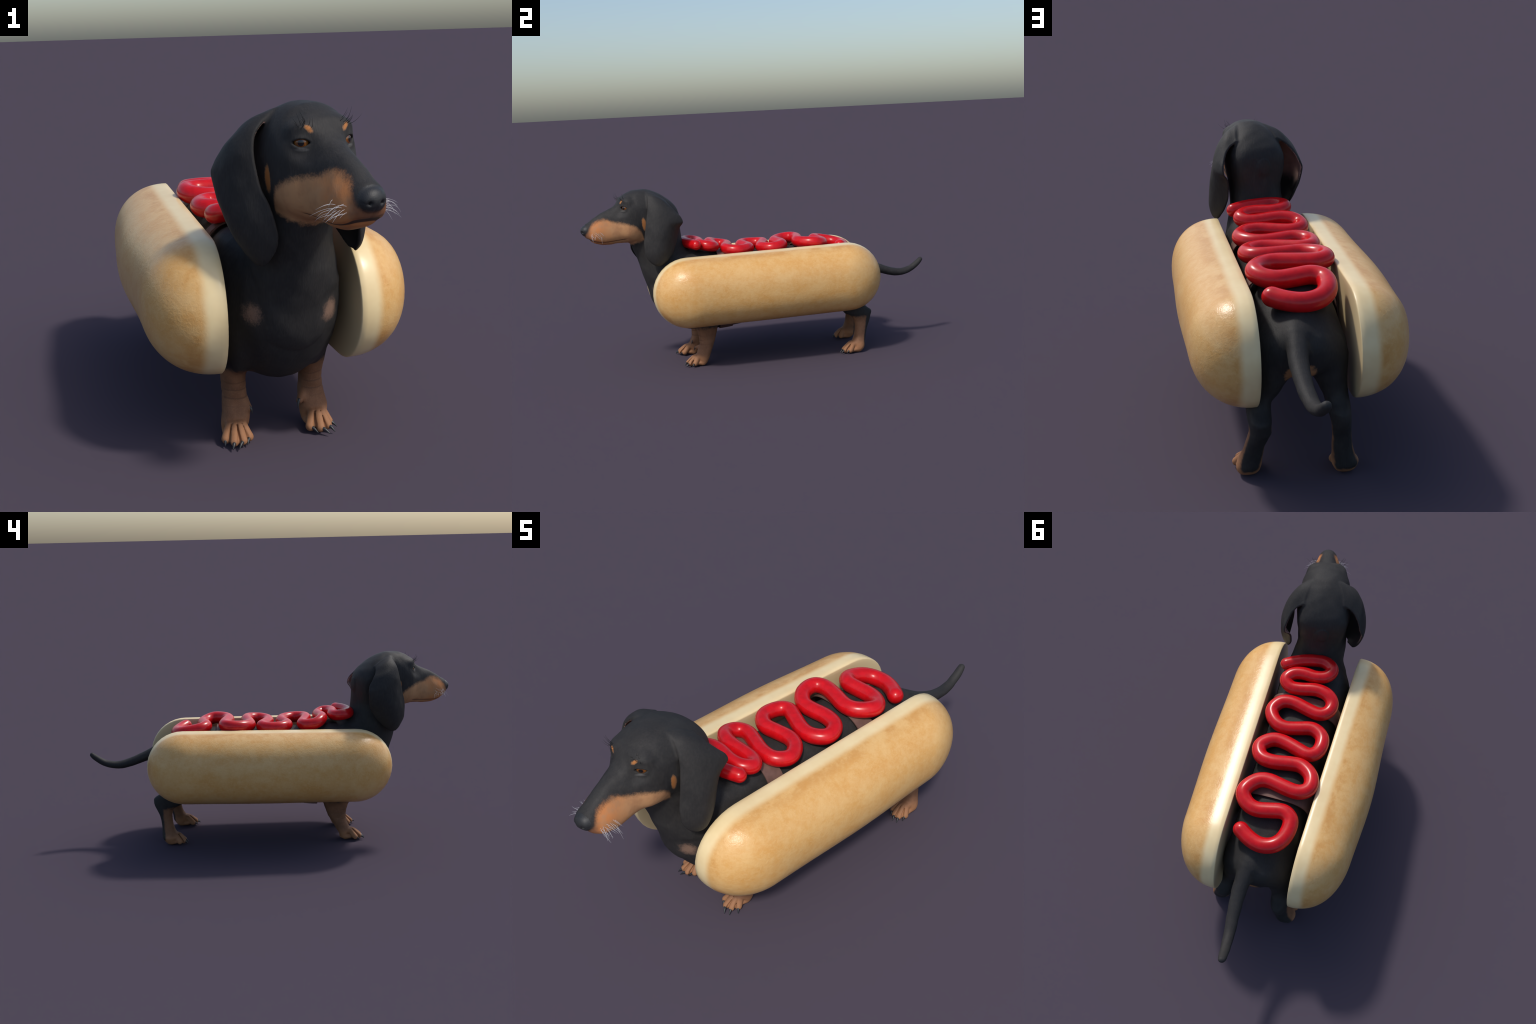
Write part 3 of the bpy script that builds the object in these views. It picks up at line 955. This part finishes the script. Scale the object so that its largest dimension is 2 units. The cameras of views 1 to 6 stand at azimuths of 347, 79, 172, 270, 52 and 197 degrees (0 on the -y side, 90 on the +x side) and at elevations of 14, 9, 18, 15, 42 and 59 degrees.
def hair(name, root, out, bend, length, radius, material, parent):
    t = np.linspace(0, 1, 8)[:, None]
    line = root + out * length * t + bend * length * t * t
    tube(name, line, radius * (1 - 0.75 * t[:, 0]), 5, material, parent)


for sg in (1, -1):
    for i in range(20):
        s = 0.378 + 0.090 * ((i * 0.618) % 1.0)
        z = 0.758 + 0.056 * ((i + 0.5) / 20) + rng.uniform(-0.004, 0.004)
        p = head(s + 0.03, sg * 0.12, z)
        hit = skin.find_nearest(Vector(p))
        root, nrm = np.array(hit[0]), np.array(hit[1])
        out = HEAD_L * sg * 0.75 + HEAD_F * rng.uniform(-0.1, 0.55) + UP * rng.uniform(-0.1, 0.35)
        out /= np.linalg.norm(out)
        bend = UP * -rng.uniform(0.35, 0.75) - HEAD_F * rng.uniform(0.0, 0.5) + HEAD_L * sg * rng.uniform(-0.2, 0.2)
        hair("whisker", root - out * 0.002, out, bend, rng.uniform(0.026, 0.050), 0.00056, WHISKER, dog["head"])
    for i in range(10):
        p = head(0.283 + rng.uniform(-0.014, 0.012), sg * (0.052 + rng.uniform(-0.014, 0.024)), 0.966 + rng.uniform(-0.010, 0.006))
        hit = skin.find_nearest(Vector(p))
        root, nrm = np.array(hit[0]), np.array(hit[1])
        out = nrm * 0.75 + HEAD_F * 0.5 + HEAD_L * sg * rng.uniform(-0.1, 0.4)
        out /= np.linalg.norm(out)
        bend = UP * rng.uniform(0.3, 0.7) - HEAD_F * rng.uniform(0.1, 0.5) + HEAD_L * sg * rng.uniform(0.0, 0.5)
        hair("eyebrow_hair", root - out * 0.001, out, bend, rng.uniform(0.018, 0.032), 0.0007, LASH, dog["head"])

# --------------------------------------------------------------------------------------
# the costume: bread halves, straps, ketchup
# --------------------------------------------------------------------------------------
DEPTH, RADIUS, STRAIGHT, FULL, SHRINK = 0.2092, 0.196, 0.4596, 2.26, 0.082
BUN_POSE = {1: (0.1758, 0.0189, 0.4396, 0.0116, -0.0401, 0.0081), -1: (0.1726, 0.0093, 0.4383, 0.0036, -0.0006, 0.0100)}
BUN_SWELL = {1: (0.045, 0.02), -1: (0.095, 0.07)}       # extra fullness of the back, and where along the roll


def bun(sg):
    """Half of a long roll: a stadium-shaped cut face and a full, rounded back."""
    px, py, pz, roll, yaw, tilt = BUN_POSE[sg]
    swell, at = BUN_SWELL[sg]
    rings = [(0.0, RADIUS * k, STRAIGHT) for k in (0.25, 0.6, 0.9)] + [(0.0, RADIUS - 0.006, STRAIGHT), (0.0006, RADIUS - 0.0028, STRAIGHT), (0.0028, RADIUS - 0.0006, STRAIGHT)]
    for c in [*np.cos(np.linspace(0.04, 0.86, 22) * math.pi / 2), 0.16, 0.10, 0.05, 0.015, 0.0]:
        d = (1 - c ** FULL) ** (1 / FULL)
        if DEPTH * d > 0.004:
            rings.append((DEPTH * d, RADIUS * c, STRAIGHT - SHRINK * (1 - c)))
    v, f = [], []
    arc, straight = 20, 24
    for x, r, half in rings:
        loop = [(half + r * math.cos(a), r * math.sin(a)) for a in np.linspace(-math.pi / 2, math.pi / 2, arc + 1)]
        loop += [(u, r) for u in np.linspace(half, -half, straight + 1)[1:-1]]
        loop += [(-half + r * math.cos(a), r * math.sin(a)) for a in np.linspace(math.pi / 2, 3 * math.pi / 2, arc + 1)]
        loop += [(u, -r) for u in np.linspace(-half, half, straight + 1)[1:-1]]
        m = len(loop)
        v += [(sg * x * (1 + swell * math.exp(-((yy - at) / 0.27) ** 2) * (1 - 0.25 * zz / RADIUS)), yy, zz) for yy, zz in loop]
    n = len(rings)
    for i in range(n - 1):
        for k in range(m):
            f.append((i * m + k, i * m + (k + 1) % m, (i + 1) * m + (k + 1) % m, (i + 1) * m + k))
    f.append(tuple(range(m)))
    me = mesh_from("bun_half", v, f)
    bm = bmesh.new()
    bm.from_mesh(me)
    bmesh.ops.remove_doubles(bm, verts=bm.verts, dist=0.0002)
    bmesh.ops.recalc_face_normals(bm, faces=bm.faces)
    bm.to_mesh(me)
    bm.free()
    me.polygons.foreach_set("use_smooth", [True] * len(me.polygons))
    me.materials.append(BREAD)
    o = link("bun_half", me, thing)
    turn = Matrix.Rotation(-yaw * sg, 3, "Z") @ Matrix.Rotation(tilt, 3, "X") @ Matrix.Rotation(-roll * sg, 3, "Y")
    o.rotation_euler = turn.to_euler()
    o.location = (sg * px, py, pz)
    return o


for sg in (1, -1):
    bun(sg)


def strap(y_mid, width, lean):
    """A band round the trunk that touches both bread halves."""
    rows = 72
    section = []
    for k in range(rows):
        a = 2 * math.pi * k / rows
        u = np.array([math.cos(a), math.sin(a)])
        pw = 3.4 if u[1] > 0 else 1.9
        e = (abs(u[0]) ** pw + abs(u[1]) ** pw) ** (-1 / pw)
        section.append(u * e)
    v, f = [], []
    th = 0.0045
    prof = [(-0.5, 0.0), (-0.5, 1.0), (-0.25, 1.0), (0.0, 1.0), (0.25, 1.0), (0.5, 1.0), (0.5, 0.0), (0.0, 0.0)]
    for c, sn in section:
        for w, o in prof:
            y = y_mid + w * width + lean * c
            lo, mid, hi = (float(pchip(torso.t[0], torso.t[i], np.array([y]))[0]) for i in (3, 4, 5))
            hx = 0.169 + (o - 0.5) * th
            top = hi - mid + 0.0065 + o * th
            bot = mid - lo + 0.002 + o * th
            v.append((c * hx, y, mid + sn * (top if sn > 0 else bot)))
    m = len(prof)
    for k in range(rows):
        k2 = (k + 1) % rows
        for i in range(m):
            i2 = (i + 1) % m
            f.append((k * m + i, k * m + i2, k2 * m + i2, k2 * m + i))
    me = mesh_from("strap", v, f, smooth=False)
    bm = bmesh.new()
    bm.from_mesh(me)
    bmesh.ops.recalc_face_normals(bm, faces=bm.faces)
    bm.to_mesh(me)
    bm.free()
    me.polygons.foreach_set("use_smooth", [True] * len(me.polygons))
    me.set_sharp_from_angle(angle=math.radians(40))
    me.materials.append(STRAP)
    return link("strap", me, thing)


strap(-0.218, 0.075, 0.0)
strap(0.252, 0.078, 0.0)

# ketchup: a squiggle along the back, from the withers to the croup
line = [
    (0.134, -0.374, 0.687), (0.082, -0.403, 0.691), (0.02, -0.425, 0.691), (-0.039, -0.429, 0.691), (-0.081, -0.397, 0.69), (-0.065, -0.359, 0.684),
    (-0.016, -0.343, 0.681), (0.039, -0.347, 0.682), (0.089, -0.335, 0.68), (0.115, -0.298, 0.673), (0.083, -0.269, 0.664), (0.03, -0.271, 0.665),
    (-0.033, -0.283, 0.669), (-0.089, -0.273, 0.666), (-0.121, -0.243, 0.654), (-0.117, -0.198, 0.646), (-0.078, -0.173, 0.643), (-0.015, -0.186, 0.644),
    (0.05, -0.201, 0.647), (0.106, -0.19, 0.645), (0.134, -0.137, 0.64), (0.101, -0.083, 0.639), (0.049, -0.064, 0.638), (-0.013, -0.078, 0.638),
    (-0.074, -0.092, 0.639), (-0.126, -0.057, 0.638), (-0.128, 0.01, 0.636), (-0.093, 0.045, 0.638), (-0.037, 0.03, 0.637), (0.027, 0.01, 0.636),
    (0.085, 0.012, 0.637), (0.13, 0.058, 0.638), (0.106, 0.115, 0.643), (0.044, 0.127, 0.645), (-0.023, 0.114, 0.643), (-0.08, 0.112, 0.643),
    (-0.133, 0.154, 0.647), (-0.141, 0.216, 0.651), (-0.099, 0.246, 0.65), (-0.028, 0.238, 0.651), (0.039, 0.226, 0.651), (0.09, 0.244, 0.651),
    (0.126, 0.301, 0.65), (0.103, 0.346, 0.64), (0.052, 0.367, 0.635), (-0.013, 0.356, 0.637), (-0.067, 0.348, 0.639), (-0.107, 0.378, 0.632),
    (-0.102, 0.448, 0.618), (-0.067, 0.493, 0.606), (-0.01, 0.508, 0.602), (0.045, 0.492, 0.606), (0.087, 0.467, 0.613)]
path = catmull(line, 8)
path = catmull([path[0]] + [path[i - 2:i + 3].mean(0) for i in range(3, len(path) - 3, 3)] + [path[-1]], 3)
step = np.concatenate([[0], np.cumsum(np.linalg.norm(np.diff(path, axis=0), axis=1))])
even = np.linspace(0, step[-1], 420)
path = np.stack([np.interp(even, step, path[:, i]) for i in range(3)], 1)
k_r = np.interp(np.linspace(0, 1, len(path)), [0, 0.12, 0.6, 1], [0.0285, 0.0295, 0.0325, 0.0345])
t0, t1 = path[0] - path[1], path[-1] - path[-2]
t0, t1 = t0 / np.linalg.norm(t0), t1 / np.linalg.norm(t1)
cap = np.sin(np.linspace(1, 0.12, 7) * math.pi / 2)
dist = np.cos(np.linspace(1, 0.12, 7) * math.pi / 2)
front = [(path[0] + t0 * k_r[0] * d_, k_r[0] * r_) for d_, r_ in zip(dist, cap)][::-1][:-1]
rear = [(path[-1] + t1 * k_r[-1] * d_, k_r[-1] * r_) for d_, r_ in zip(dist, cap)][1:]
pts = [p for p, _ in front] + list(path) + [p for p, _ in rear]
rad = [r for _, r in front] + list(k_r) + [r for _, r in rear]
tube("ketchup", pts, rad, 24, KETCHUP, thing)
